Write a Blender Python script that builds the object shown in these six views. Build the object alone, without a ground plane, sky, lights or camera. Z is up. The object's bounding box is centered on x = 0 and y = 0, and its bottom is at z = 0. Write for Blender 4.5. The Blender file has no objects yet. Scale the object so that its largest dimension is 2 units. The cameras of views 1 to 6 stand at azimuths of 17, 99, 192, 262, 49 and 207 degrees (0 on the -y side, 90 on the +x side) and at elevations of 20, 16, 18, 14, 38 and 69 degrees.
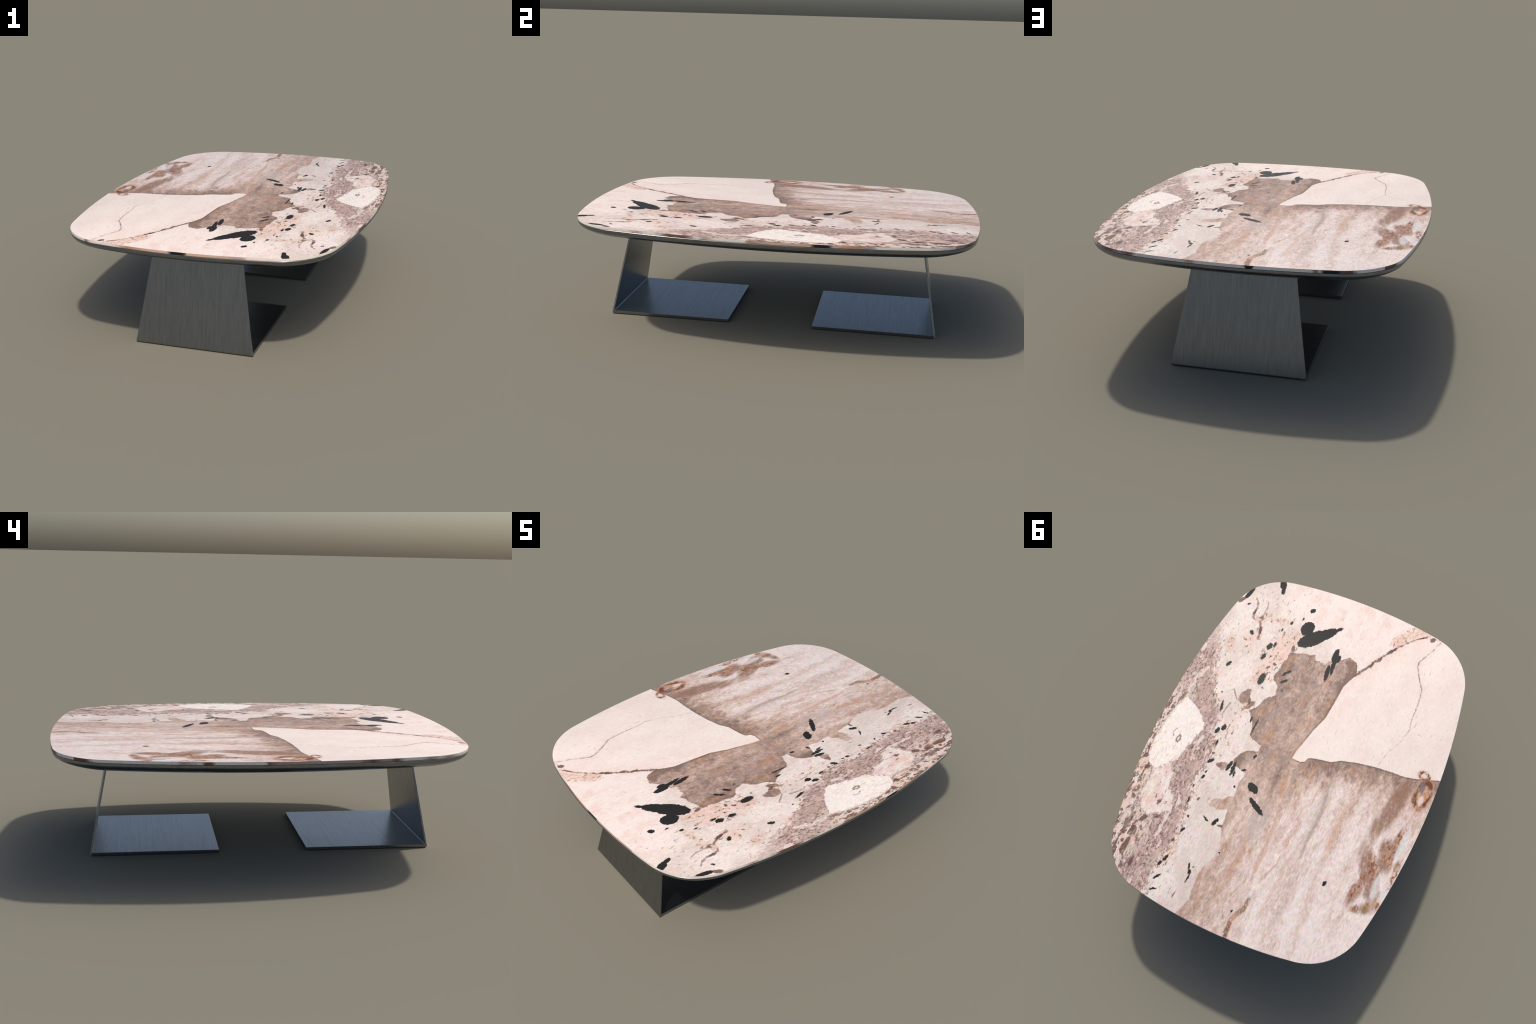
"""Low table: polished granite top with rounded-rectangle outline, dark metal belly
frame underneath, two leaning brushed-steel leg panels with flat foot plates."""
import bpy, bmesh, math
from mathutils import Vector


def lin(r, g, b):
    f = lambda c: c / 12.92 if c <= 0.04045 else ((c + 0.055) / 1.055) ** 2.4
    return (f(r / 255), f(g / 255), f(b / 255), 1.0)


# ------------------------------------------------------------------ node helper
class Nodes:
    """Small helper: every method adds a node and returns its output socket."""

    def __init__(self, name):
        self.mat = bpy.data.materials.new(name)
        self.mat.use_nodes = True
        self.t = self.mat.node_tree
        self.bsdf = self.t.nodes["Principled BSDF"]

    def put(self, sock, v):
        if isinstance(v, bpy.types.NodeSocket):
            self.t.links.new(v, sock)
        elif v is not None:
            sock.default_value = v

    def math(self, op, a, b=None, c=None, clamp=False):
        n = self.t.nodes.new("ShaderNodeMath")
        n.operation, n.use_clamp = op, clamp
        for s, v in zip(n.inputs, (a, b, c)):
            self.put(s, v)
        return n.outputs[0]

    def vec(self, op, a, b=None, c=None):
        n = self.t.nodes.new("ShaderNodeVectorMath")
        n.operation = op
        for s, v in zip(n.inputs, (a, b, c)):
            self.put(s, v)
        return n.outputs["Value"] if op in ("DOT_PRODUCT", "LENGTH", "DISTANCE") else n.outputs[0]

    def scale(self, v, k):
        return self.vec("MULTIPLY", v, k)

    def noise(self, v, scale, detail=2.0, rough=0.5, out="Fac", dims="3D"):
        n = self.t.nodes.new("ShaderNodeTexNoise")
        n.noise_dimensions = dims
        self.put(n.inputs["Vector"], v)
        n.inputs["Scale"].default_value = scale
        n.inputs["Detail"].default_value = detail
        n.inputs["Roughness"].default_value = rough
        return n.outputs[out]

    def voronoi(self, v, scale, out="Distance", feature="F1"):
        n = self.t.nodes.new("ShaderNodeTexVoronoi")
        n.feature = feature
        self.put(n.inputs["Vector"], v)
        n.inputs["Scale"].default_value = scale
        return n.outputs[out]

    def step(self, v, lo, hi, a=0.0, b=1.0, smooth=True):
        n = self.t.nodes.new("ShaderNodeMapRange")
        n.interpolation_type = "SMOOTHSTEP" if smooth else "LINEAR"
        for s, x in zip(n.inputs, (v, lo, hi, a, b)):
            self.put(s, x)
        return n.outputs[0]

    def mix(self, fac, a, b, blend="MIX"):
        n = self.t.nodes.new("ShaderNodeMix")
        n.data_type, n.blend_type, n.clamp_factor = "RGBA", blend, True
        self.put(n.inputs[0], fac)
        self.put(n.inputs[6], a)
        self.put(n.inputs[7], b)
        return n.outputs[2]

    def mul(self, *v):
        r = v[0]
        for x in v[1:]:
            r = self.math("MULTIPLY", r, x)
        return r

    def xyz(self, v):
        n = self.t.nodes.new("ShaderNodeSeparateXYZ")
        self.put(n.inputs[0], v)
        return n.outputs

    def join(self, x, y, z):
        n = self.t.nodes.new("ShaderNodeCombineXYZ")
        for s, v in zip(n.inputs, (x, y, z)):
            self.put(s, v)
        return n.outputs[0]

    def ramp(self, fac, stops, mode="LINEAR"):
        n = self.t.nodes.new("ShaderNodeValToRGB")
        n.color_ramp.interpolation = mode
        e = n.color_ramp.elements
        while len(e) > 1:
            e.remove(e[-1])
        e[0].position, e[0].color = stops[0]
        for p, c in stops[1:]:
            x = e.new(p)
            x.color = c
        self.put(n.inputs[0], fac)
        return n.outputs[0]

    def curve(self, v, pts, lo=-1.0, hi=1.0, vlo=-0.8, vhi=0.8):
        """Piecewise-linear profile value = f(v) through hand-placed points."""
        pts = sorted(pts)
        n = self.t.nodes.new("ShaderNodeFloatCurve")
        t = self.step(v, lo, hi, 0.0, 1.0, smooth=False)
        self.put(n.inputs["Value"], t)
        n.inputs["Factor"].default_value = 1.0
        m = n.mapping
        m.extend = "HORIZONTAL"
        c = m.curves[0]
        q = [((a - lo) / (hi - lo), (b - vlo) / (vhi - vlo)) for a, b in pts]
        if q[0][0] > 0.001:
            q.insert(0, (0.0, q[0][1]))
        if q[-1][0] < 0.999:
            q.append((1.0, q[-1][1]))
        c.points[0].location, c.points[1].location = q[0], q[-1]
        for p in q[1:-1]:
            c.points.new(*p)
        for p in c.points:
            p.handle_type = "VECTOR"
        m.update()
        return self.math("MULTIPLY_ADD", n.outputs[0], vhi - vlo, vlo)


def ellipse_field(N, p, shapes, m=None):
    """Largest inside-depth (metres) over a set of ellipses: (x, y, half length, half width, degrees)."""
    for cx, cy, hl, hw, deg in shapes:
        c, s = math.cos(math.radians(deg)), math.sin(math.radians(deg))
        hl, hw = max(hl, hw), max(hw, 0.003)
        u = N.vec("DOT_PRODUCT", p, (c / hl, s / hl, -(c * cx + s * cy) / hl))
        v = N.vec("DOT_PRODUCT", p, (-s / hw, c / hw, (s * cx - c * cy) / hw))
        d = N.math("MULTIPLY_ADD", u, u, N.math("MULTIPLY", v, v))
        e = N.math("MULTIPLY_ADD", d, -0.6 * hw, 0.6 * hw)
        m = e if m is None else N.math("MAXIMUM", m, e)
    return m


# ------------------------------------------------------------------ granite description (metres, on the top face)
LEAF_CRYSTALS = [  # the big black leaf-shaped crystals and the slimmer ones round them
    (0.193, -0.680, 0.094, 0.041, -132), (0.150, -0.722, 0.088, 0.031, -132), (0.088, -0.789, 0.030, 0.010, -137),
    (0.246, -0.727, 0.047, 0.035, -101), (0.485, -0.928, 0.034, 0.019, 116), (0.469, -0.890, 0.024, 0.012, 101),
    (0.635, -0.804, 0.046, 0.012, -104), (0.038, -0.635, 0.046, 0.016, -88), (0.039, -0.520, 0.051, 0.0125, -82),
    (0.026, -0.580, 0.050, 0.011, -86), (0.020, -0.546, 0.034, 0.008, -84), (0.016, -0.624, 0.025, 0.012, -85), (0.348, -0.343, 0.039, 0.0175, -92),
    (0.122, 0.244, 0.036, 0.0215, 150), (0.065, 0.328, 0.060, 0.015, 148), (0.262, -0.076, 0.058, 0.0046, -90),
    (0.238, -0.432, 0.030, 0.008, -128), (0.230, -0.380, 0.023, 0.009, -132),
]
GRAIN_CRYSTALS = [  # small black grains scattered through the pale band
    (0.264, -0.842, 0.018, 0.012, -120), (0.341, -0.725, 0.014, 0.008, -96), (0.371, -0.663, 0.011, 0.0045, -85),
    (0.292, -0.774, 0.009, 0.0055, -94), (0.519, -0.580, 0.0165, 0.010, 128), (0.392, -0.540, 0.025, 0.014, -107),
    (0.369, -0.563, 0.017, 0.007, -89), (0.397, -0.471, 0.022, 0.011, -96), (0.360, -0.486, 0.0085, 0.004, -120),
    (0.551, -0.354, 0.019, 0.0085, -111), (0.612, -0.738, 0.010, 0.006, -126), (0.296, -0.102, 0.018, 0.006, -81),
    (0.474, -0.109, 0.037, 0.007, -78), (0.509, -0.185, 0.007, 0.0045, -113), (0.409, 0.000, 0.018, 0.0125, -100),
    (0.434, 0.030, 0.021, 0.010, -100), (0.388, 0.197, 0.021, 0.0096, -124), (0.404, 0.093, 0.0186, 0.006, -86),
    (0.287, 0.182, 0.033, 0.010, -97), (0.263, 0.190, 0.043, 0.010, -86), (0.246, 0.215, 0.022, 0.006, -80),
    (0.186, 0.081, 0.011, 0.008, -112), (0.208, 0.174, 0.012, 0.0064, -156), (0.213, 0.277, 0.007, 0.006, 165),
]
GRAIN_CRYSTALS_FAR = [
    (0.220, 0.488, 0.025, 0.010, -112), (0.272, 0.493, 0.019, 0.006, 151), (0.128, 0.627, 0.007, 0.005, -109),
    (0.385, 0.293, 0.013, 0.007, -108), (0.383, 0.263, 0.0074, 0.005, -96), (0.409, 0.358, 0.008, 0.004, -92),
    (0.397, 0.437, 0.019, 0.0045, -85), (0.359, 0.519, 0.007, 0.006, -96), (0.352, 0.593, 0.016, 0.008, -111),
    (0.363, 0.762, 0.023, 0.008, -103), (0.379, 0.797, 0.016, 0.0064, -113), (0.359, 0.863, 0.023, 0.0064, -128),
    (0.348, 0.926, 0.019, 0.006, -150), (0.216, 0.805, 0.030, 0.0046, -93), (0.236, 0.751, 0.022, 0.0053, -75),
    (0.222, 0.775, 0.014, 0.008, -85), (0.213, 0.747, 0.007, 0.004, -103), (-0.416, 0.549, 0.015, 0.009, -110),
    (-0.056, 0.867, 0.0086, 0.006, -110),
]
BROWN_GRAINS = [  # brown mica spots and clots
    (0.660, -0.745, 0.024, 0.012, -119), (0.481, -0.611, 0.027, 0.010, -76), (0.268, -0.580, 0.022, 0.010, -81),
    (0.559, -0.702, 0.0185, 0.0075, -94), (0.506, -0.690, 0.012, 0.007, -113), (0.345, -0.421, 0.014, 0.007, -126),
    (0.320, -0.451, 0.012, 0.008, -180), (0.322, -0.295, 0.006, 0.005, -179), (0.350, -0.193, 0.020, 0.008, -76),
    (0.219, -0.322, 0.0116, 0.006, -76), (0.394, 0.153, 0.010, 0.0086, -116), (0.187, 0.499, 0.017, 0.007, -177),
    (0.583, 0.781, 0.044, 0.0142, -96), (0.607, 0.768, 0.013, 0.008, -88), (0.587, 0.690, 0.019, 0.010, -107),
    (0.564, 0.621, 0.027, 0.012, -123), (0.504, 0.586, 0.015, 0.006, -136), (0.713, 0.310, 0.017, 0.013, -117),
    (0.674, 0.363, 0.017, 0.0065, -133), (0.722, 0.254, 0.019, 0.006, -88), (0.688, 0.428, 0.013, 0.004, -75),
    (0.687, 0.627, 0.009, 0.008, -112), (0.661, 0.598, 0.018, 0.006, -121), (0.617, 0.647, 0.018, 0.006, -88),
    (0.373, 0.661, 0.012, 0.007, -112), (0.353, 0.414, 0.011, 0.007, -108), (0.531, 0.509, 0.016, 0.008, -105),
    (0.558, 0.489, 0.013, 0.0045, -80), (0.515, 0.845, 0.030, 0.010, -90), (0.242, 0.913, 0.018, 0.004, -95),
    (-0.412, -0.944, 0.017, 0.013, -133), (-0.361, -0.938, 0.028, 0.004, -142), (-0.234, -0.790, 0.031, 0.009, -127),
    (-0.192, -0.714, 0.020, 0.008, -106), (-0.164, -0.664, 0.020, 0.008, -99), (0.512, 0.170, 0.010, 0.005, -90),
]
BROWN_TONGUES = [  # grey-brown matrix pushing into the pale band
    (0.386, -0.213, 0.042, 0.025, -99), (0.342, -0.183, 0.034, 0.018, -115), (0.236, 0.390, 0.050, 0.030, -160),
    (0.323, 0.199, 0.022, 0.021, -115), (0.327, 0.196, 0.019, 0.017, -121),
]
# left limit of the grey-brown matrix, x against y
MATRIX_EDGE = [
    (-0.62, 0.272), (-0.565, 0.272), (-0.521, 0.270), (-0.477, 0.284), (-0.405, 0.288), (-0.371, 0.290), (-0.345, 0.258),
    (-0.317, 0.246), (-0.282, 0.240), (-0.262, 0.268), (-0.234, 0.285), (-0.197, 0.290), (-0.171, 0.305), (-0.150, 0.330),
    (-0.131, 0.318), (-0.085, 0.280), (-0.010, 0.262), (0.001, 0.230), (0.006, 0.186), (0.046, 0.184), (0.056, 0.214),
    (0.071, 0.245), (0.104, 0.265), (0.144, 0.281), (0.172, 0.270), (0.182, 0.214), (0.190, 0.190), (0.250, 0.202), (0.296, 0.194),
    (0.325, 0.193), (0.343, 0.222), (0.380, 0.235), (0.402, 0.196), (0.442, 0.185), (0.488, 0.179), (0.539, 0.163),
    (0.598, 0.140), (0.658, 0.142), (0.703, 0.165), (0.764, 0.177), (0.817, 0.174), (0.897, 0.161), (0.955, 0.178), (1.0, 0.195),
]
# upper limit of the matrix, y against x
MATRIX_TOP = [
    (-0.112, -0.577), (-0.102, -0.615), (-0.085, -0.645), (-0.034, -0.657), (-0.002, -0.622), (0.040, -0.600), (0.058, -0.594),
    (0.066, -0.566), (0.125, -0.562), (0.140, -0.592), (0.216, -0.570), (0.25, -0.564), (0.285, -0.545), (0.30, -0.50),
]
# the big cream feldspar wedge: limit against the matrix (x over y) and its far limit (y over x)
WEDGE_SIDE = [
    (-0.956, -0.46), (-0.949, -0.382), (-0.923, -0.345), (-0.881, -0.299), (-0.799, -0.238), (-0.709, -0.182), (-0.625, -0.139),
    (-0.577, -0.112), (-0.523, -0.089), (-0.482, -0.075), (-0.437, -0.072), (-0.360, -0.068), (-0.269, -0.060), (-0.182, -0.031),
    (-0.107, -0.015), (-0.038, 0.002), (0.02, 0.007),
]
WEDGE_FAR = [
    (0.01, 0.009), (-0.041, 0.011), (-0.066, -0.003), (-0.070, -0.027), (-0.108, -0.039), (-0.192, -0.057), (-0.229, -0.083),
    (-0.312, -0.107), (-0.417, -0.126), (-0.495, -0.133), (-0.564, -0.136), (-0.612, -0.147), (-0.741, -0.192),
]
# speckled mauve band: its right limit, x over y
BAND_EDGE = [
    (-0.62, 0.74), (-0.50, 0.66), (-0.407, 0.633), (-0.333, 0.612), (-0.267, 0.590), (-0.217, 0.555), (-0.160, 0.530), (-0.137, 0.505),
    (-0.074, 0.474), (-0.009, 0.452), (0.057, 0.436), (0.113, 0.412), (0.201, 0.402), (0.284, 0.413), (0.382, 0.410),
    (0.465, 0.384), (0.528, 0.374), (0.615, 0.367), (0.669, 0.372), (0.744, 0.381), (0.885, 0.383), (1.0, 0.380),
]
# two pale plates lying in that band: left and right limits, x over y
PLATE_A_RIGHT = [(-0.09, 0.668), (-0.052, 0.610), (-0.015, 0.550), (0.036, 0.505), (0.065, 0.503), (0.124, 0.526), (0.201, 0.537), (0.265, 0.562), (0.330, 0.600), (0.360, 0.642)]
PLATE_A_LEFT = [(-0.09, 0.668), (-0.019, 0.692), (0.054, 0.703), (0.144, 0.709), (0.217, 0.712), (0.284, 0.702), (0.330, 0.690), (0.360, 0.642)]
PLATE_B_RIGHT = [(0.280, 0.575), (0.300, 0.558), (0.346, 0.529), (0.381, 0.532), (0.414, 0.504), (0.461, 0.466), (0.525, 0.450), (0.562, 0.489), (0.605, 0.560)]
PLATE_B_LEFT = [(0.280, 0.575), (0.340, 0.628), (0.371, 0.636), (0.450, 0.644), (0.511, 0.636), (0.571, 0.618), (0.605, 0.560)]


def granite_top():
    N = Nodes("granite_polished")
    tc = N.t.nodes.new("ShaderNodeTexCoord")
    P = N.vec("MULTIPLY", tc.outputs["Object"], (1, 1, 0))
    # wobble: broad and fine warps, finer along y since the grain of the stone runs that way
    wa = N.vec("SUBTRACT", N.noise(N.scale(P, (1.0, 0.6, 1)), 22, 2, 0.6, "Color"), (0.5, 0.5, 0.5))
    wb = N.vec("SUBTRACT", N.noise(N.scale(P, (1.0, 0.7, 1)), 95, 2, 0.6, "Color"), (0.5, 0.5, 0.5))
    Q = N.vec("MULTIPLY_ADD", wa, (0.016, 0.020, 0), N.vec("MULTIPLY_ADD", wb, (0.009, 0.011, 0), P))
    Q2 = N.vec("MULTIPLY_ADD", wa, (0.050, 0.060, 0), N.vec("MULTIPLY_ADD", wb, (0.020, 0.020, 0), P))
    S = N.vec("MULTIPLY_ADD", wb, (0.014, 0.022, 0), P)            # for the crystals
    Q1 = N.vec("ADD", N.vec("MULTIPLY", S, (1, 1, 0)), (0, 0, 1))  # (x, y, 1)
    R1 = N.vec("ADD", N.vec("MULTIPLY", Q, (1, 1, 0)), (0, 0, 1))
    R2 = N.vec("ADD", N.vec("MULTIPLY", Q2, (1, 1, 0)), (0, 0, 1))
    x, y, _ = N.xyz(Q)
    # soft, nearly straight coordinates for the crisp wedge limits
    T = N.vec("MULTIPLY_ADD", wb, (0.006, 0.008, 0), P)
    tx, ty, _ = N.xyz(T)

    # grain textures
    streak = N.noise(N.scale(P, (1, 0.10, 1)), 26, 3, 0.6)          # long streaks along y
    cloud = N.noise(N.scale(P, (1, 0.55, 1)), 7, 3, 0.6)
    grit = N.noise(N.scale(P, (1, 0.42, 1)), 190, 2, 0.65)
    grit2 = N.noise(N.vec("ADD", N.scale(P, (1, 0.6, 1)), (3.7, 1.3, 0)), 75, 3, 0.7)
    grit3 = N.noise(N.vec("ADD", N.scale(P, (1, 0.30, 1)), (6.2, 3.1, 0)), 130, 2, 0.6)
    clot = N.noise(N.vec("ADD", N.scale(P, (1, 0.33, 1)), (5.3, 2.2, 0)), 34, 3, 0.7)
    mott = N.noise(N.vec("ADD", N.scale(P, (1, 0.75, 1)), (7.7, 5.5, 0)), 24, 4, 0.68)
    hair = N.noise(N.vec("ADD", N.scale(P, (1, 0.13, 1)), (2.2, 6.6, 0)), 120, 2, 0.6)
    hue = N.noise(N.scale(P, (1, 0.45, 1)), 48, 2, 0.6, "Color")

    # ---- pale band (base)
    col = N.mix(N.step(cloud, 0.35, 0.68), lin(237, 221, 209), lin(221, 202, 189))
    sway = N.vec("MULTIPLY_ADD", N.noise(N.scale(P, (1, 0.8, 1)), 3.2, 3, 0.6, "Color"), (0.22, 0.0, 0), N.vec("MULTIPLY_ADD", P, (1, 0, 0), N.scale(P, (0, 0.12, 0))))
    band2 = N.noise(N.vec("ADD", sway, (4.4, 0.7, 0)), 10, 4, 0.62)
    pink = N.noise(N.vec("ADD", N.scale(P, (1, 0.45, 1)), (9.1, 4.4, 0)), 17, 3, 0.6)
    col = N.mix(N.math("MULTIPLY", N.step(pink, 0.52, 0.75), 0.75), col, lin(233, 198, 184))
    # cream end (towards -y)
    endm = N.step(N.math("ADD", y, N.math("MULTIPLY_ADD", x, 0.35, N.math("MULTIPLY", cloud, 0.25))), -0.62, -0.38, 1.0, 0.0)
    endm = N.math("MULTIPLY", endm, N.step(x, 0.55, 0.30))
    col = N.mix(N.math("MULTIPLY", endm, 0.9), col, N.mix(N.step(pink, 0.45, 0.72), lin(245, 227, 215), lin(238, 209, 195)))
    # tan stains round the crystals
    stain = ellipse_field(N, R1, [(0.285, -0.625, 0.06, 0.022, -95), (0.50, -0.685, 0.06, 0.028, -150), (0.315, -0.49, 0.055, 0.026, -110),
                                  (0.37, -0.36, 0.06, 0.03, -95), (0.40, -0.705, 0.06, 0.018, 20), (0.36, 0.72, 0.10, 0.022, -95),
                                  (0.395, 0.41, 0.09, 0.014, -95), (0.43, 0.10, 0.06, 0.03, -80), (-0.28, -0.905, 0.10, 0.035, -125),
                                  (0.60, -0.47, 0.06, 0.025, -80)])
    col = N.mix(N.math("MULTIPLY", N.step(stain, -0.010, 0.014), N.step(grit2, 0.38, 0.62)), col, lin(216, 176, 150))
    blushy = ellipse_field(N, R1, [(0.33, -0.50, 0.17, 0.085, -100), (0.50, -0.55, 0.10, 0.04, -95), (-0.30, -0.90, 0.14, 0.06, -125), (0.37, -0.02, 0.16, 0.03, -90)])
    col = N.mix(N.mul(N.step(blushy, -0.03, 0.04), N.step(pink, 0.38, 0.62), 0.7), col, lin(234, 196, 176))
    # dark pin specks and short hairlines in the pale band
    speck = N.noise(N.vec("ADD", N.scale(P, (1, 0.45, 1)), (1.9, 7.7, 0)), 62, 3, 0.75)
    speckzone = N.step(x, 0.12, 0.40)
    col = N.mix(N.mul(N.step(speck, 0.59, 0.68), speckzone, 0.75), col, lin(134, 106, 96))
    col = N.mix(N.mul(N.step(N.math("MULTIPLY_ADD", mott, 0.3, speck), 0.70, 0.80), N.step(N.math("MAXIMUM", blushy, stain), -0.02, 0.01), 0.85), col, lin(128, 94, 78))

    # ---- mauve speckled band
    band = N.math("SUBTRACT", x, N.curve(y, BAND_EDGE))
    bandn = N.math("ADD", N.math("MULTIPLY_ADD", grit2, 0.10, -0.05), N.math("MULTIPLY_ADD", clot, 0.10, -0.05))
    bandm = N.step(N.math("ADD", band, bandn), -0.014, 0.020)
    c_band = N.mix(N.step(cloud, 0.35, 0.66), lin(210, 184, 170), lin(184, 156, 144))
    c_band = N.mix(N.mul(N.step(grit2, 0.42, 0.64), N.step(clot, 0.30, 0.60), 0.85), c_band, lin(132, 105, 96))
    c_band = N.mix(N.step(speck, 0.56, 0.68), c_band, lin(88, 68, 62))
    c_band = N.mix(N.step(grit3, 0.56, 0.70, 0, 0.6), c_band, lin(228, 208, 198))
    c_band = N.mix(N.step(pink, 0.52, 0.68, 0, 0.55), c_band, lin(220, 182, 168))
    isle = N.noise(N.vec("ADD", N.scale(P, (1, 0.40, 1)), (8.1, 0.9, 0)), 15, 4, 0.7)
    c_band = N.mix(N.step(isle, 0.56, 0.62, 0, 0.85), c_band, lin(230, 210, 198))
    thread = N.math("ABSOLUTE", N.math("SUBTRACT", isle, 0.545))
    c_band = N.mix(N.mul(N.step(thread, 0.020, 0.004), N.step(grit2, 0.36, 0.56), 0.8), c_band, lin(122, 88, 72))
    # towards the rim and the far corner it breaks up into pale, strongly speckled stone
    rim = N.math("MAXIMUM", N.mul(N.step(x, 0.60, 0.69), N.step(y, -0.22, -0.02)), N.mul(N.step(y, 0.50, 0.72), N.step(x, 0.47, 0.60)))
    c_band = N.mix(N.step(y, -0.36, -0.56, 0, 0.6), c_band, lin(232, 210, 198))
    c_rim = N.mix(N.step(N.math("MULTIPLY_ADD", grit2, 0.45, clot), 0.69, 0.79), N.mix(N.step(pink, 0.45, 0.65), lin(230, 211, 198), lin(226, 192, 168)), lin(112, 86, 72))
    c_band = N.mix(N.mul(rim, 0.85), c_band, c_rim)
    col = N.mix(bandm, col, c_band)
    # rusty seam between the band and the pale stone
    seam = N.math("ABSOLUTE", N.math("ADD", band, -0.006))
    seamw = N.math("MULTIPLY", N.step(grit2, 0.44, 0.66), 0.022)
    seamw = N.math("SUBTRACT", seamw, 0.006)
    col = N.mix(N.mul(N.step(N.math("SUBTRACT", seamw, seam), -0.004, 0.006), N.step(y, -0.45, -0.30), 0.8), col, lin(168, 126, 108))

    # ---- pale plates in the band
    def plate(right, left, lo, hi):
        d = N.math("MINIMUM", N.math("SUBTRACT", x, N.curve(y, right)), N.math("SUBTRACT", N.curve(y, left), x))
        d = N.math("MINIMUM", d, N.math("MINIMUM", N.math("SUBTRACT", y, lo), N.math("SUBTRACT", hi, y)))
        return d
    pa = plate(PLATE_A_RIGHT, PLATE_A_LEFT, -0.087, 0.357)
    pb = plate(PLATE_B_RIGHT, PLATE_B_LEFT, 0.282, 0.602)
    rimdark = N.math("ADD", N.math("MAXIMUM", pa, pb), N.math("MULTIPLY_ADD", clot, 0.05, -0.025))
    col = N.mix(N.mul(N.step(rimdark, -0.022, -0.004), N.step(grit2, 0.46, 0.58), 0.8), col, lin(134, 108, 98))
    col = N.mix(N.math("MULTIPLY", N.step(N.math("ADD", pb, N.math("ADD", N.math("MULTIPLY_ADD", grit2, 0.08, -0.045), N.math("MULTIPLY_ADD", clot, 0.12, -0.06))), -0.004, 0.008), N.step(speck, 0.66, 0.58)), col, N.mix(N.step(pink, 0.42, 0.62), lin(236, 220, 208), lin(230, 200, 186)))
    col = N.mix(N.step(N.math("ADD", pa, N.math("ADD", N.math("MULTIPLY_ADD", grit2, 0.06, -0.030), N.math("MULTIPLY_ADD", clot, 0.06, -0.030))), -0.003, 0.005), col, N.mix(N.step(N.math("MULTIPLY_ADD", grit2, 0.4, clot), 0.77, 0.88), lin(245, 231, 219), lin(230, 204, 186)))
    # small dark eye in the larger plate: a ring and an arc
    def ring(cx, cy, a, b, w):
        d = N.vec("LENGTH", N.vec("MULTIPLY", N.vec("SUBTRACT", S, (cx, cy, 0)), (1 / a, 1 / b, 0)))
        return N.math("SUBTRACT", w, N.math("ABSOLUTE", N.math("SUBTRACT", d, 1)))
    eye = N.math("MAXIMUM", ring(0.600, 0.155, 0.009, 0.018, 0.55), N.mul(ring(0.628, 0.128, 0.012, 0.024, 0.3), N.step(tx, 0.626, 0.630)))
    col = N.mix(N.mul(N.step(eye, 0.0, 0.35), 0.85), col, lin(128, 104, 92))

    # ---- grey-brown matrix
    edge = N.math("SUBTRACT", N.curve(y, MATRIX_EDGE), x)
    top = N.math("SUBTRACT", y, N.curve(x, MATRIX_TOP, -0.8, 0.8, -1.0, 1.0))
    mat = N.math("MAXIMUM", N.math("MINIMUM", edge, top), ellipse_field(N, R2, BROWN_TONGUES))
    matm = N.step(mat, -0.0035, 0.0035)
    # tone: darkest in the neck beside the wedge and just past it, fading to pale streaks at the far end
    depth = N.math("ADD", N.step(x, 0.24, -0.36, 0.14, 0.62), N.step(y, -0.10, 0.70, 0.0, 0.28))
    under = N.math("SUBTRACT", y, N.curve(x, WEDGE_FAR, -0.8, 0.8, -1.0, 1.0))
    under = N.math("ADD", under, N.math("MULTIPLY_ADD", clot, 0.20, -0.10))
    shade = N.mul(N.step(under, 0.20, 0.0), N.step(x, 0.02, -0.12), 0.50)
    tone = N.math("SUBTRACT", depth, shade)
    open_field = N.step(y, -0.12, 0.20)                    # the streaky part; the neck is mottled instead
    tone = N.math("ADD", tone, N.math("MULTIPLY", N.math("SUBTRACT", band2, 0.5), N.math("MULTIPLY_ADD", open_field, 1.5, 0.15)))
    tone = N.math("ADD", tone, N.math("MULTIPLY", N.math("SUBTRACT", mott, 0.5), N.math("MULTIPLY_ADD", open_field, -0.35, 0.85)))
    for tex, k in ((streak, 0.25), (cloud, 0.45), (clot, 0.35), (grit2, 0.55), (grit3, 0.25)):
        tone = N.math("ADD", tone, N.math("MULTIPLY_ADD", tex, k, -0.5 * k))
    tone = N.math("ADD", tone, N.step(edge, 0.0, 0.09, -0.10, 0.03))
    c_mat = N.ramp(tone, [(0.0, lin(136, 110, 96)), (0.20, lin(168, 141, 126)), (0.45, lin(204, 174, 156)),
                          (0.70, lin(226, 201, 187)), (0.98, lin(241, 222, 211))])
    warm = N.noise(N.vec("ADD", N.scale(P, (1, 0.4, 1)), (2.5, 8.8, 0)), 20, 3, 0.65)
    c_mat = N.mix(N.mul(N.step(warm, 0.50, 0.72, 0, 0.75), N.step(tone, 1.0, 0.3)), c_mat, lin(184, 136, 104))
    amber = ellipse_field(N, R1, [(-0.125, 0.035, 0.06, 0.012, -90), (-0.155, 0.42, 0.05, 0.014, -90), (-0.045, -0.32, 0.10, 0.014, -90),
                                  (0.005, -0.04, 0.07, 0.014, -98), (-0.015, 0.17, 0.06, 0.02, -80), (-0.07, 0.52, 0.16, 0.012, -88), (0.03, 0.62, 0.14, 0.012, -92), (-0.20, 0.58, 0.14, 0.010, -92), (-0.36, 0.30, 0.14, 0.014, -90), (0.25, -0.50, 0.06, 0.014, -100)])
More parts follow.
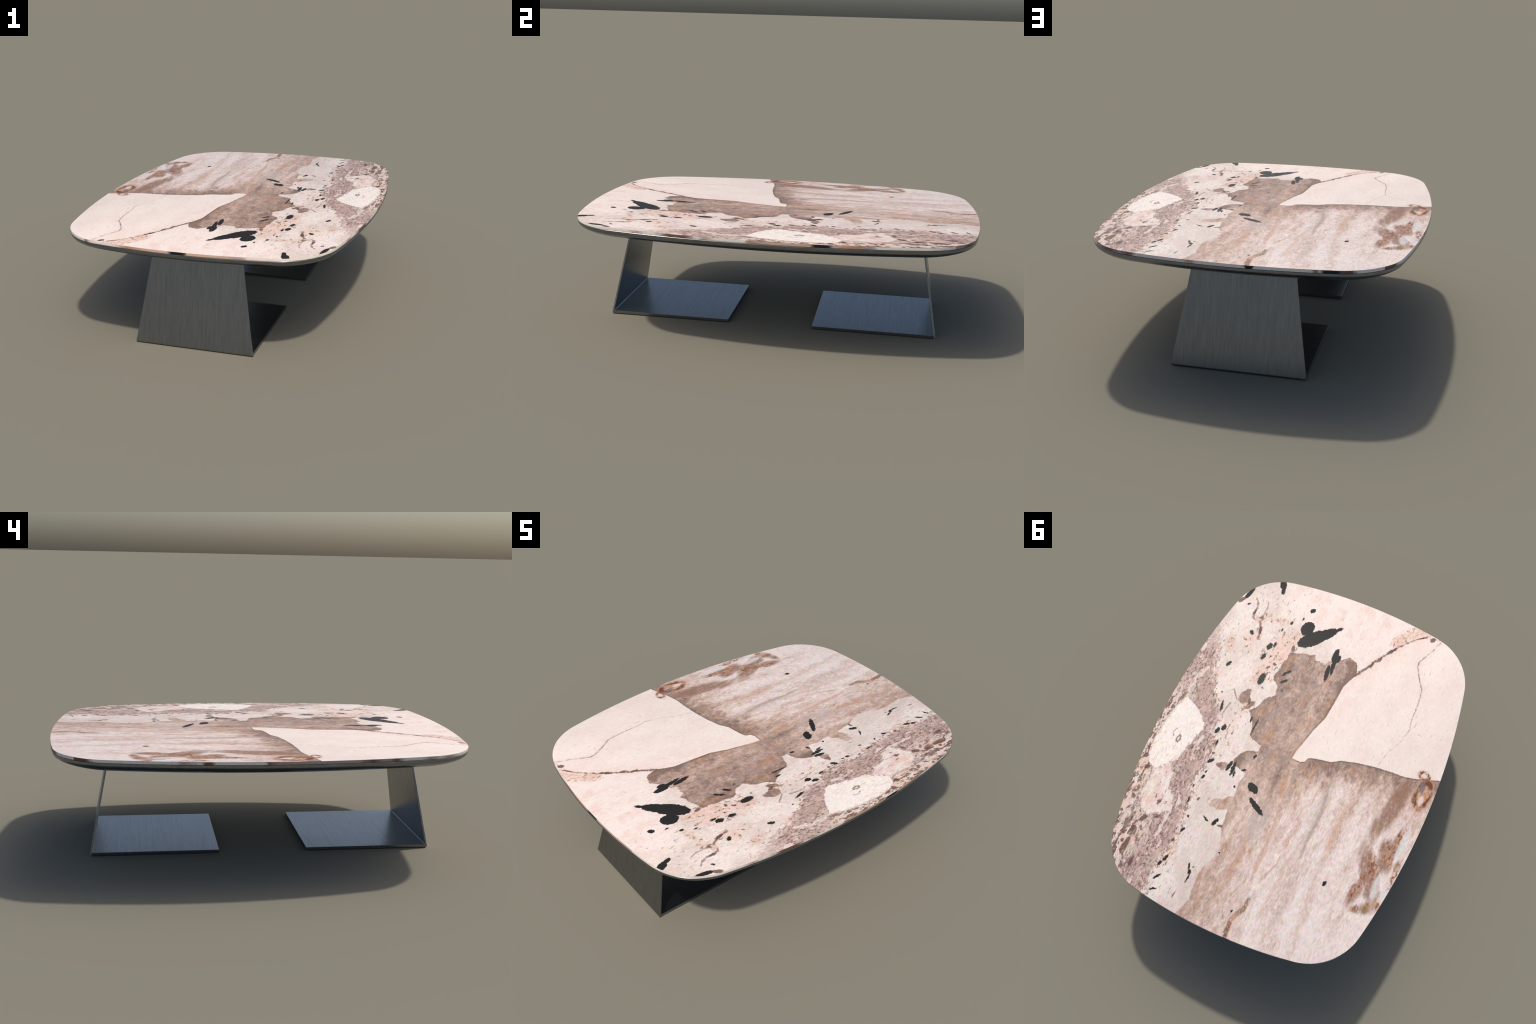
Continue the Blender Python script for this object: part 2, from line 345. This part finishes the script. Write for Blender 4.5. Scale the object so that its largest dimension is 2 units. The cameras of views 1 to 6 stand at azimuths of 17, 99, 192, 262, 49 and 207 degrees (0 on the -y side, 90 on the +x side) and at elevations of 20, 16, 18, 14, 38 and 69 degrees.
    c_mat = N.mix(N.mul(N.step(N.math("ADD", amber, N.math("MULTIPLY_ADD", clot, 0.06, -0.03)), -0.012, 0.018), N.step(grit2, 0.2, 0.6), 0.75), c_mat, lin(198, 146, 104))
    greyish = N.noise(N.vec("ADD", N.scale(P, (1, 0.5, 1)), (12.5, 3.8, 0)), 18, 3, 0.65)
    c_mat = N.mix(N.mul(N.step(greyish, 0.52, 0.70, 0, 0.6), N.step(tone, 0.9, 0.2)), c_mat, lin(160, 142, 136))
    cool = ellipse_field(N, R1, [(0.02, 0.40, 0.14, 0.05, -85), (-0.24, 0.22, 0.22, 0.018, -95), (-0.27, 0.70, 0.16, 0.016, -90)])
    c_mat = N.mix(N.mul(N.step(cool, -0.015, 0.02), 0.45), c_mat, lin(196, 182, 172))
    pale = ellipse_field(N, R1, [(-0.205, 0.33, 0.24, 0.020, -92), (-0.165, 0.74, 0.22, 0.022, -88), (-0.335, 0.62, 0.26, 0.028, -90), (-0.44, 0.80, 0.14, 0.03, -95)])
    c_mat = N.mix(N.mul(N.step(N.math("ADD", pale, N.math("MULTIPLY_ADD", streak, 0.05, -0.025)), -0.010, 0.016), 0.5), c_mat, lin(242, 229, 221))
    # brown clouds and rust towards the -x rim
    brown = ellipse_field(N, R1, [(-0.58, 0.04, 0.16, 0.045, -98), (-0.535, 0.19, 0.07, 0.018, -80), (-0.600, 0.42, 0.17, 0.045, -60), (-0.640, 0.30, 0.10, 0.040, -75),
                                  (-0.57, 0.53, 0.08, 0.028, -100), (-0.655, 0.26, 0.11, 0.026, -100), (-0.63, 0.60, 0.05, 0.024, 20)])
    c_mat = N.mix(N.mul(N.step(N.math("ADD", brown, N.math("MULTIPLY_ADD", clot, 0.05, -0.025)), -0.014, 0.018), N.step(grit2, 0.10, 0.55), 0.90), c_mat, lin(152, 114, 92))
    rust = ellipse_field(N, R1, [(-0.668, 0.20, 0.08, 0.016, -96), (-0.648, 0.29, 0.06, 0.024, -58), (-0.608, 0.38, 0.08, 0.024, -62), (-0.572, 0.50, 0.07, 0.018, -95),
                                 (-0.690, 0.55, 0.045, 0.018, 0), (-0.712, 0.38, 0.08, 0.013, -94), (-0.612, 0.59, 0.040, 0.015, 40)])
    rustz = N.step(N.math("ADD", rust, N.math("MULTIPLY_ADD", clot, 0.04, -0.019)), -0.016, 0.012)
    c_mat = N.mix(N.mul(rustz, N.step(mott, 0.30, 0.60), 0.65), c_mat, lin(190, 144, 114))
    web = N.math("ABSOLUTE", N.math("SUBTRACT", N.noise(N.vec("ADD", N.scale(P, (1, 0.40, 1)), (1.1, 3.3, 0)), 26, 3, 0.6), 0.5))
    c_mat = N.mix(N.mul(rustz, N.step(web, 0.060, 0.005), N.step(grit2, 0.25, 0.50), 0.95), c_mat, lin(140, 78, 44))
    olive = ellipse_field(N, R1, [(-0.648, 0.578, 0.026, 0.018, 90), (-0.705, 0.315, 0.03, 0.009, -90), (-0.555, 0.18, 0.04, 0.010, -80)])
    c_mat = N.mix(N.mul(N.step(olive, -0.008, 0.008), 0.8), c_mat, lin(150, 120, 74))
    white = ellipse_field(N, R1, [(-0.702, 0.462, 0.055, 0.013, -92), (-0.652, 0.47, 0.07, 0.018, -85), (-0.695, 0.21, 0.10, 0.018, -92)])
    c_mat = N.mix(N.mul(N.step(white, -0.006, 0.010), 0.85), c_mat, lin(226, 219, 212))
    # rust vein running to the far end
    vx = N.math("SUBTRACT", x, N.curve(y, [(0.42, -0.158), (0.557, -0.158), (0.641, -0.131), (0.685, -0.115), (0.736, -0.103), (0.784, -0.108),
                                           (0.836, -0.105), (0.871, -0.086), (0.914, -0.070), (1.0, -0.079)]))
    vw = N.curve(y, [(0.45, -0.02), (0.52, 0.004), (0.62, 0.007), (0.75, 0.007), (0.80, 0.010), (0.85, 0.014), (0.90, 0.013), (1.0, 0.012)])
    vein = N.math("SUBTRACT", vw, N.math("ABSOLUTE", vx))
    c_vein = N.ramp(y, [(0.50, lin(214, 180, 166)), (0.65, lin(196, 160, 136)), (0.70, lin(242, 232, 212)), (0.755, lin(240, 226, 222)),
                        (0.775, lin(146, 112, 96)), (0.85, lin(142, 108, 78)), (0.90, lin(200, 150, 118)), (0.94, lin(128, 80, 54))])
    c_mat = N.mix(N.mul(N.step(vein, -0.004, 0.005), N.step(grit, 0.30, 0.52), 0.9), c_mat, c_vein)
    # thin grey fissure
    fx = N.math("SUBTRACT", x, N.curve(y, [(-0.06, -0.214), (0.0, -0.219), (0.1, -0.238), (0.23, -0.256), (0.40, -0.246), (0.6, -0.255)]))
    fw = N.curve(y, [(-0.08, 0.004), (0.10, 0.005), (0.16, 0.010), (0.30, 0.008), (0.45, 0.004), (0.6, -0.02)])
    c_mat = N.mix(N.mul(N.step(N.math("SUBTRACT", fw, N.math("ABSOLUTE", fx)), -0.008, 0.006), 0.6), c_mat, lin(166, 148, 138))
    col = N.mix(matm, col, c_mat)
    # brown fringe along the matrix limit
    fr = N.step(N.math("ABSOLUTE", mat), 0.007, 0.0)
    col = N.mix(N.mul(fr, N.step(grit2, 0.45, 0.62), N.step(y, -0.02, -0.25), 0.8), col, lin(122, 92, 74))

    # ---- cream wedge
    side = N.math("SUBTRACT", N.curve(ty, WEDGE_SIDE), tx)
    far = N.math("SUBTRACT", N.curve(tx, WEDGE_FAR, -0.8, 0.8, -1.0, 1.0), ty)
    wedge = N.math("MINIMUM", N.math("MULTIPLY", side, 0.9), far)
    # dark line where the matrix meets it
    rimline = N.mul(N.step(wedge, -0.013, -0.002), N.step(wedge, 0.002, -0.002), N.step(ty, -0.60, -0.50), N.step(tx, 0.02, -0.06, 0.35, 0.85), N.step(grit2, 0.30, 0.56))
    col = N.mix(rimline, col, lin(112, 92, 82))
    c_wedge = N.mix(N.step(cloud, 0.35, 0.70), lin(247, 230, 216), lin(241, 221, 208))
    blush = N.mul(N.step(side, 0.14, 0.0), N.step(ty, -0.15, -0.45), N.step(pink, 0.35, 0.62), 0.55)
    c_wedge = N.mix(blush, c_wedge, lin(239, 205, 190))
    col = N.mix(N.step(wedge, -0.0022, 0.0022), col, c_wedge)
    # the dashed brown vein that continues the wedge limit to the corner
    vx = N.math("ABSOLUTE", N.math("ADD", side, 0.001))
    vw = N.math("MULTIPLY_ADD", N.step(grit2, 0.40, 0.62), 0.008, N.curve(ty, [(-0.96, 0.0015), (-0.86, 0.0), (-0.80, 0.002), (-0.64, 0.003), (-0.58, 0.005), (-0.54, -0.004), (-0.50, -0.02)]))
    col = N.mix(N.mul(N.step(N.math("SUBTRACT", vw, vx), -0.004, 0.003), 0.88), col, lin(112, 84, 72))
    # faint short hairs along the grain of the cream stone
    hm = N.mul(N.step(hair, 0.60, 0.70), N.step(mott, 0.42, 0.60), N.math("MAXIMUM", N.step(wedge, 0.0, 0.02), endm), 0.85)
    col = N.mix(hm, col, lin(206, 184, 172))
    # hairline cracks in the wedge
    cx = N.math("ABSOLUTE", N.math("SUBTRACT", tx, N.curve(ty, [(-0.96, -0.460), (-0.923, -0.447), (-0.883, -0.436), (-0.835, -0.414), (-0.788, -0.391), (-0.761, -0.394),
            (-0.730, -0.410), (-0.700, -0.426), (-0.671, -0.443), (-0.640, -0.466), (-0.585, -0.475), (-0.528, -0.480), (-0.436, -0.483), (-0.393, -0.493), (-0.313, -0.476), (-0.217, -0.434), (-0.140, -0.417)])))
    col = N.mix(N.mul(N.step(cx, 0.030, 0.0), N.step(wedge, 0.0, 0.01), N.step(pink, 0.38, 0.6), N.step(ty, -0.45, -0.62), 0.6), col, lin(238, 206, 196))
    cw = N.math("MULTIPLY_ADD", N.step(grit2, 0.35, 0.65), 0.004, N.curve(ty, [(-0.94, -0.001), (-0.80, -0.0005), (-0.68, 0.001), (-0.60, -0.001), (-0.40, -0.001), (-0.28, -0.003), (-0.15, -0.003)]))
    inw = N.step(wedge, 0.0, 0.006)
    col = N.mix(N.mul(N.step(N.math("SUBTRACT", cw, cx), -0.004, 0.003), inw, 0.85), col, lin(122, 102, 96))
    bx = N.math("ABSOLUTE", N.math("SUBTRACT", ty, -0.386))
    bw = N.mul(N.step(tx, -0.60, -0.57), N.step(tx, -0.49, -0.505), N.step(grit2, 0.48, 0.62), 0.010)
    bw = N.math("SUBTRACT", bw, 0.004)
    col = N.mix(N.mul(N.step(N.math("SUBTRACT", bw, bx), -0.003, 0.003), 0.5), col, lin(150, 132, 124))

    # ---- rust nodule on the -x rim
    Qn = N.vec("MULTIPLY_ADD", wa, (0.014, 0.030, 0), Q)
    def lobe(cx, cy, a, b):
        return N.vec("LENGTH", N.vec("MULTIPLY", N.vec("SUBTRACT", Qn, (cx, cy, 0)), (1 / a, 1 / b, 0)))
    nod = lobe(-0.690, -0.080, 0.034, 0.074)
    cap = lobe(-0.660, -0.182, 0.023, 0.022)
    halo = N.math("MAXIMUM", N.step(nod, 1.9, 0.8), N.mul(N.step(cap, 2.2, 1.0), 0.6))
    col = N.mix(N.mul(halo, N.step(grit2, 0.15, 0.55), 0.85), col, N.mix(N.step(mott, 0.40, 0.60), lin(226, 188, 158), lin(196, 138, 98)))
    ringm = N.mul(N.step(N.math("ABSOLUTE", N.math("SUBTRACT", nod, 1.0)), 0.42, 0.10), N.step(clot, 0.36, 0.54))
    ringm = N.math("MAXIMUM", ringm, N.mul(N.step(N.math("ABSOLUTE", N.math("SUBTRACT", cap, 1.0)), 0.60, 0.10), N.step(grit2, 0.34, 0.56)))
    col = N.mix(N.mul(ringm, 0.95), col, lin(116, 64, 38))
    core = ellipse_field(N, R1, [(-0.674, -0.122, 0.034, 0.015, -80)])
    col = N.mix(N.mul(N.step(core, -0.004, 0.005), 0.85), col, lin(124, 114, 114))
    glint = ellipse_field(N, R1, [(-0.660, -0.183, 0.012, 0.011, 0), (-0.692, -0.050, 0.030, 0.013, -90)])
    col = N.mix(N.mul(N.step(glint, -0.003, 0.004), 0.8), col, lin(236, 212, 200))

    # ---- fine veins of the pale corner
    def vein_line(pts, width, colour, gate=None):
        nonlocal col
        ys = [p[0] for p in pts]
        d = N.math("ABSOLUTE", N.math("SUBTRACT", tx, N.curve(ty, pts)))
        k = N.mul(N.step(ty, min(ys) - 0.004, min(ys) + 0.006), N.step(ty, max(ys) + 0.004, max(ys) - 0.006))
        w = N.math("MULTIPLY_ADD", N.step(grit2, 0.35, 0.62), width, width * 0.25)
        col = N.mix(N.mul(N.step(N.math("SUBTRACT", w, d), -0.003, 0.003), k, 0.85), col, colour)
    vein_line([(-0.79, 0.588), (-0.765, 0.565), (-0.73, 0.558), (-0.70, 0.556), (-0.665, 0.552), (-0.655, 0.528)], 0.007, lin(138, 106, 102))
    vein_line([(-0.69, 0.494), (-0.66, 0.506), (-0.62, 0.486), (-0.575, 0.475), (-0.55, 0.470)], 0.007, lin(126, 96, 82))
    vein_line([(-0.80, 0.520), (-0.755, 0.503), (-0.70, 0.508)], 0.004, lin(170, 140, 130))
    vein_line([(-0.23, 0.460), (-0.215, 0.448), (-0.19, 0.428), (-0.175, 0.420)], 0.006, lin(150, 122, 116))
    vein_line([(-0.15, 0.440), (-0.11, 0.446), (-0.07, 0.452), (-0.045, 0.440)], 0.0045, lin(152, 136, 118))

    # ---- brown and black crystals
    bm = ellipse_field(N, Q1, BROWN_GRAINS)
    col = N.mix(N.mul(N.step(bm, -0.0025, 0.0032), 0.88), col, lin(96, 70, 60))
    km = ellipse_field(N, Q1, LEAF_CRYSTALS)
    km = ellipse_field(N, Q1, GRAIN_CRYSTALS, km)
    km = ellipse_field(N, Q1, GRAIN_CRYSTALS_FAR, km)
    black = N.step(km, -0.0020, 0.0022)

    # ---- overall grain: light and hue flicker
    calm = N.step(wedge, -0.01, 0.01)
    calm = N.math("MAXIMUM", calm, N.math("MULTIPLY", endm, 0.8))
    amp = N.step(calm, 0, 1, 1.0, 0.42, smooth=False)
    g = N.math("MULTIPLY_ADD", grit3, 1.1, -0.55)
    g = N.math("ADD", g, N.math("MULTIPLY_ADD", grit, 0.45, -0.225))
    g = N.math("ADD", g, N.math("MULTIPLY_ADD", mott, 0.5, -0.25))
    g = N.math("MULTIPLY", g, amp)
    col = N.mix(1.0, col, N.math("ADD", 1.0, N.math("MULTIPLY", g, 0.50)), "MULTIPLY")
    hv = N.vec("MULTIPLY_ADD", N.vec("SUBTRACT", hue, (0.5, 0.5, 0.5)), (0.38, 0.32, 0.40), (1, 1, 1))
    col = N.mix(N.math("MULTIPLY", amp, 0.7), col, hv, "MULTIPLY")
    c_black = N.mix(N.step(speck, 0.60, 0.72, 0, 0.5), lin(42, 40, 36), lin(78, 74, 70))
    col = N.mix(black, col, c_black)
    N.put(N.bsdf.inputs["Base Color"], col)
    N.bsdf.inputs["Roughness"].default_value = 0.5
    N.bsdf.inputs["Specular IOR Level"].default_value = 0.2
    return N.mat


def granite_edge():
    """Sawn rim of the slab: pale stone with brown and black blotches strung along each side."""
    N = Nodes("granite_rim")
    tc = N.t.nodes.new("ShaderNodeTexCoord")
    P = tc.outputs["Object"]
    w = N.math("MULTIPLY_ADD", N.noise(P, 45, 2, 0.6), 0.05, -0.025)
    px, py, pz = N.xyz(P)
    x, y = N.math("ADD", px, w), N.math("ADD", py, w)
    pale, grey, tan, brown, umber, black = (lin(238, 224, 210), lin(236, 226, 214), lin(208, 174, 150), lin(178, 136, 110), lin(116, 82, 62), lin(26, 24, 22))
    mauve = lin(180, 156, 144)

    def strip(v, lo, hi, stops):
        return N.ramp(N.step(v, lo, hi, 0, 1, smooth=False), [((p - lo) / (hi - lo), c) for p, c in sorted(stops, key=lambda s: s[0])])
    sun_side = strip(y, -1, 1, [(-0.90, tan), (-0.84, pale), (-0.63, pale), (-0.585, mauve), (-0.55, pale), (-0.50, grey), (-0.43, umber), (-0.34, umber),
                                (-0.30, grey), (-0.25, mauve), (-0.215, pale), (-0.07, grey), (-0.062, brown), (0.05, tan), (0.21, tan), (0.238, black),
                                (0.312, black), (0.325, tan), (0.43, brown), (0.49, mauve), (0.53, grey), (0.90, grey)])
    shade_side = strip(y, -1, 1, [(-0.86, grey), (-0.80, mauve), (-0.75, grey), (-0.70, mauve), (-0.66, grey), (-0.58, grey), (-0.54, umber), (-0.49, mauve), (-0.42, umber),
                                  (-0.37, mauve), (-0.20, mauve), (-0.10, mauve), (0.0, mauve), (0.040, umber), (0.055, grey), (0.26, grey), (0.275, umber),
                                  (0.305, umber), (0.32, grey), (0.40, mauve), (0.43, grey), (0.78, grey), (0.80, umber), (0.86, umber)])
    near_end = strip(x, -1, 1, [(-0.60, grey), (-0.505, grey), (-0.487, umber), (-0.46, pale), (-0.33, pale), (-0.27, brown), (-0.13, tan), (-0.055, tan), (-0.035, black),
                                (0.03, black), (0.045, tan), (0.17, tan), (0.295, mauve), (0.318, tan), (0.326, pale), (0.70, pale)])
    far_end = strip(x, -1, 1, [(-0.63, grey), (-0.52, grey), (-0.49, umber), (-0.445, umber), (-0.435, black), (-0.385, black), (-0.375, grey), (-0.355, umber), (-0.335, grey),
                               (-0.115, grey), (-0.102, black), (-0.076, black), (-0.062, grey), (0.13, grey), (0.16, mauve), (0.19, grey), (0.40, grey), (0.425, umber),
                               (0.47, mauve), (0.54, umber), (0.60, mauve), (0.64, umber)])
    sides = N.mix(N.step(px, -0.01, 0.01), shade_side, sun_side)
    ends = N.mix(N.step(py, -0.01, 0.01), near_end, far_end)
    isend = N.step(N.math("ABSOLUTE", py), 0.857, 0.859)
    isend = N.math("MULTIPLY", isend, N.step(N.math("ABSOLUTE", px), 0.632, 0.630))
    col = N.mix(isend, sides, ends)
    m = N.noise(N.scale(P, (1, 1, 2.5)), 70, 3, 0.6)
    col = N.mix(1.0, col, N.math("MULTIPLY_ADD", m, 0.5, 0.75), "MULTIPLY")
    N.put(N.bsdf.inputs["Base Color"], col)
    N.bsdf.inputs["Roughness"].default_value = 0.4
    N.bsdf.inputs["Specular IOR Level"].default_value = 0.35
    return N.mat


def brushed_steel(name, stretch, rough=0.30):
    """Dark brushed steel; stretch gives the brush direction (small = along)."""
    N = Nodes(name)
    tc = N.t.nodes.new("ShaderNodeTexCoord")
    P = N.vec("MULTIPLY", tc.outputs["Object"], stretch)
    a = N.noise(P, 1.0, 3, 0.7)
    b = N.noise(N.vec("MULTIPLY", P, (0.35, 0.35, 0.35)), 1.0, 2, 0.6)
    s = N.math("ADD", N.math("MULTIPLY", a, 0.65), N.math("MULTIPLY", b, 0.35))
    col = N.ramp(s, [(0.32, lin(121, 123, 125)), (0.50, lin(135, 137, 139)), (0.68, lin(148, 150, 152))])
    N.put(N.bsdf.inputs["Base Color"], col)
    N.bsdf.inputs["Metallic"].default_value = 1.0
    N.put(N.bsdf.inputs["Roughness"], N.step(s, 0.3, 0.7, rough + 0.02, rough - 0.02, smooth=False))
    return N.mat


# ------------------------------------------------------------------ geometry
HALF_X, HALF_Y, R_SIDE, R_END, R_CORNER = 0.750, 1.000, 3.69, 2.56, 0.304


def outline(inset=0.0, per_arc=36):
    """Rounded rectangle: bowed sides and ends joined by tangent corner arcs; counter-clockwise."""
    a, b = HALF_X - inset, HALF_Y - inset
    rs, re, r = R_SIDE - inset, R_END - inset, R_CORNER - inset
    cs, ce = Vector((a - rs, 0)), Vector((0, b - re))
    d1, d2, D = rs - r, re - r, ce - cs
    L = D.length
    h = (d1 * d1 - d2 * d2 + L * L) / (2 * L)
    k = math.sqrt(max(d1 * d1 - h * h, 0))
    u = D / L
    c = max((cs + h * u + s * k * Vector((-u.y, u.x)) for s in (1, -1)), key=lambda v: v.x + v.y)
    t1 = math.atan2(c.y - cs.y, c.x - cs.x)
    t2 = math.atan2(c.y - ce.y, c.x - ce.x)
    q = []
    for i in range(per_arc):
        t = t1 * i / per_arc
        q.append((cs.x + rs * math.cos(t), cs.y + rs * math.sin(t)))
    for i in range(per_arc):
        t = t1 + (t2 - t1) * i / per_arc
        q.append((c.x + r * math.cos(t), c.y + r * math.sin(t)))
    for i in range(per_arc):
        t = t2 + (math.pi / 2 - t2) * i / per_arc
        q.append((ce.x + re * math.cos(t), ce.y + re * math.sin(t)))
    n = len(q)
    full = list(q) + [(0.0, b)]
    full += [(-x, y) for x, y in reversed(q[1:])] + [(-a, 0.0)]
    full += [(-x, -y) for x, y in q[1:]] + [(0.0, -b)]
    full += [(x, -y) for x, y in reversed(q[1:])]
    return full


def loft(name, rings, cap_first=True, cap_last=True, slots=None, smooth=True):
    """rings: list of (inset, z) from top to bottom."""
    bm = bmesh.new()
    loops = [[bm.verts.new((x, y, z)) for x, y in outline(i)] for i, z in rings]
    n = len(loops[0])
    for k, (A, B) in enumerate(zip(loops, loops[1:])):
        for i in range(n):
            f = bm.faces.new((A[i], B[i], B[(i + 1) % n], A[(i + 1) % n]))
            f.smooth = smooth
            f.material_index = slots[k] if slots else 0
    if cap_first:
        bm.faces.new(loops[0])
    if cap_last:
        bm.faces.new(list(reversed(loops[-1])))
    bmesh.ops.recalc_face_normals(bm, faces=bm.faces)
    me = bpy.data.meshes.new(name)
    bm.to_mesh(me)
    bm.free()
    return me


def prism(name, rings, bevel=0.0, segs=2, extra=None):
    """Closed solid through matching quads stacked from bottom to top; extra solids may be joined on."""
    bm = bmesh.new()

    def solid(rs):
        loops = [[bm.verts.new(p) for p in r] for r in rs]
        n = len(loops[0])
        bm.faces.new(list(reversed(loops[0])))
        bm.faces.new(loops[-1])
        for A, B in zip(loops, loops[1:]):
            for i in range(n):
                bm.faces.new((A[i], A[(i + 1) % n], B[(i + 1) % n], B[i]))
    solid(rings)
    bmesh.ops.recalc_face_normals(bm, faces=bm.faces)
    if bevel:
        hard = [e for e in bm.edges if len(e.link_faces) == 2 and e.calc_face_angle() > math.radians(60)]
        bmesh.ops.bevel(bm, geom=hard, offset=bevel, segments=segs, profile=0.5, affect="EDGES")
    for rs in extra or []:
        solid(rs)
    bmesh.ops.recalc_face_normals(bm, faces=bm.faces)
    me = bpy.data.meshes.new(name)
    bm.to_mesh(me)
    bm.free()
    return me


def add(name, me, mats, parent):
    o = bpy.data.objects.new(name, me)
    bpy.context.scene.collection.objects.link(o)
    for m in mats:
        me.materials.append(m)
    o.parent = parent
    return o


root = bpy.data.objects.new("coffee_table", None)
bpy.context.scene.collection.objects.link(root)
root["label"] = "low table with veined pale granite top, two leaning dark steel legs"
root["category"] = "coffee table"

# stone slab: top face, fine arris, sawn rim
Z_TOP, Z_RIM = 0.5570, 0.5436
slab = loft("tabletop", [(0.0018, Z_TOP), (0.0009, Z_TOP - 0.0004), (0.0006, Z_TOP - 0.0012), (0.0006, Z_RIM), (0.010, Z_RIM - 0.0002)], slots=[0, 0, 1, 1])
slab.set_sharp_from_angle(angle=math.radians(40))
add("tabletop", slab, [granite_top(), granite_edge()], root)

# belly frame under the slab: small rolled lip, then a convex sweep to a flat bottom
rings = [(0.020, 0.5430), (0.0040, 0.5428), (0.0022, 0.5424), (0.0008, 0.5415), (0.0001, 0.5402), (0.0, 0.5386), (0.0004, 0.5360)]
for i in range(1, 25):
    t = i / 24
    rings.append((0.0004 + 0.21 * t * t, 0.5360 - 0.073 * t))
frame = loft("frame", rings)
frame.set_sharp_from_angle(angle=math.radians(50))
steel_frame = brushed_steel("dark_steel_frame", (18, 18, 160), 0.27)
add("frame", frame, [steel_frame], root)

steel_upright = brushed_steel("brushed_steel_upright", (380, 60, 8), 0.31)
steel_foot = brushed_steel("brushed_steel_foot", (8, 380, 60), 0.31)
MID, Z_UP, THICK = -0.0143, 0.470, 0.0088
for sgn in (-1, 1):
    out0, out1 = MID + sgn * 0.8335, MID + sgn * 0.7440
    inn0, inn1 = out0 - sgn * THICK, out1 - sgn * THICK
    w0, w1 = 0.3055, 0.2280
    quad = lambda w, ya, yb, z: [(-w, ya, z), (w, ya, z), (w, yb, z), (-w, yb, z)]
    lerp = lambda z: z / Z_UP
    at = lambda p, q, z: p + (q - p) * lerp(z)
    # the folded lower edge is rolled: the outer face turns under as a small radius
    roll = 0.0082
    rolls = [(roll * (1 - math.sin(q)), roll * (1 - math.cos(q))) for q in (math.radians(d) for d in (90, 72, 54, 36, 18, 0))]
    rings = [quad(at(w0, w1, z), at(out0, out1, z) - sgn * r, at(inn0, inn1, z), z) for z, r in rolls]
    rings.append(quad(w1, out1, inn1, Z_UP))
    up = prism("leg", rings, 0.0010)
    leg = add("leg", up, [steel_upright], root)
    f0, f1 = out0 - sgn * 0.0055, MID + sgn * 0.2148
    h, w = 0.0150, 0.3022
    # a fine bead fills the inner fold between panel and foot
    yb = at(inn0, inn1, h)
    bead = [[(x, yb + sgn * 0.001, h - 0.001), (x, yb - sgn * 0.0034, h - 0.0002), (x, yb - sgn * 0.0008, h + 0.0034)] for x in (-w + 0.001, w - 0.001)]
    foot = prism("foot", [quad(w, f0, f1, 0.0006), quad(w, f0, f1, h)], 0.0009, extra=[bead])
    add("foot", foot, [steel_foot], leg)
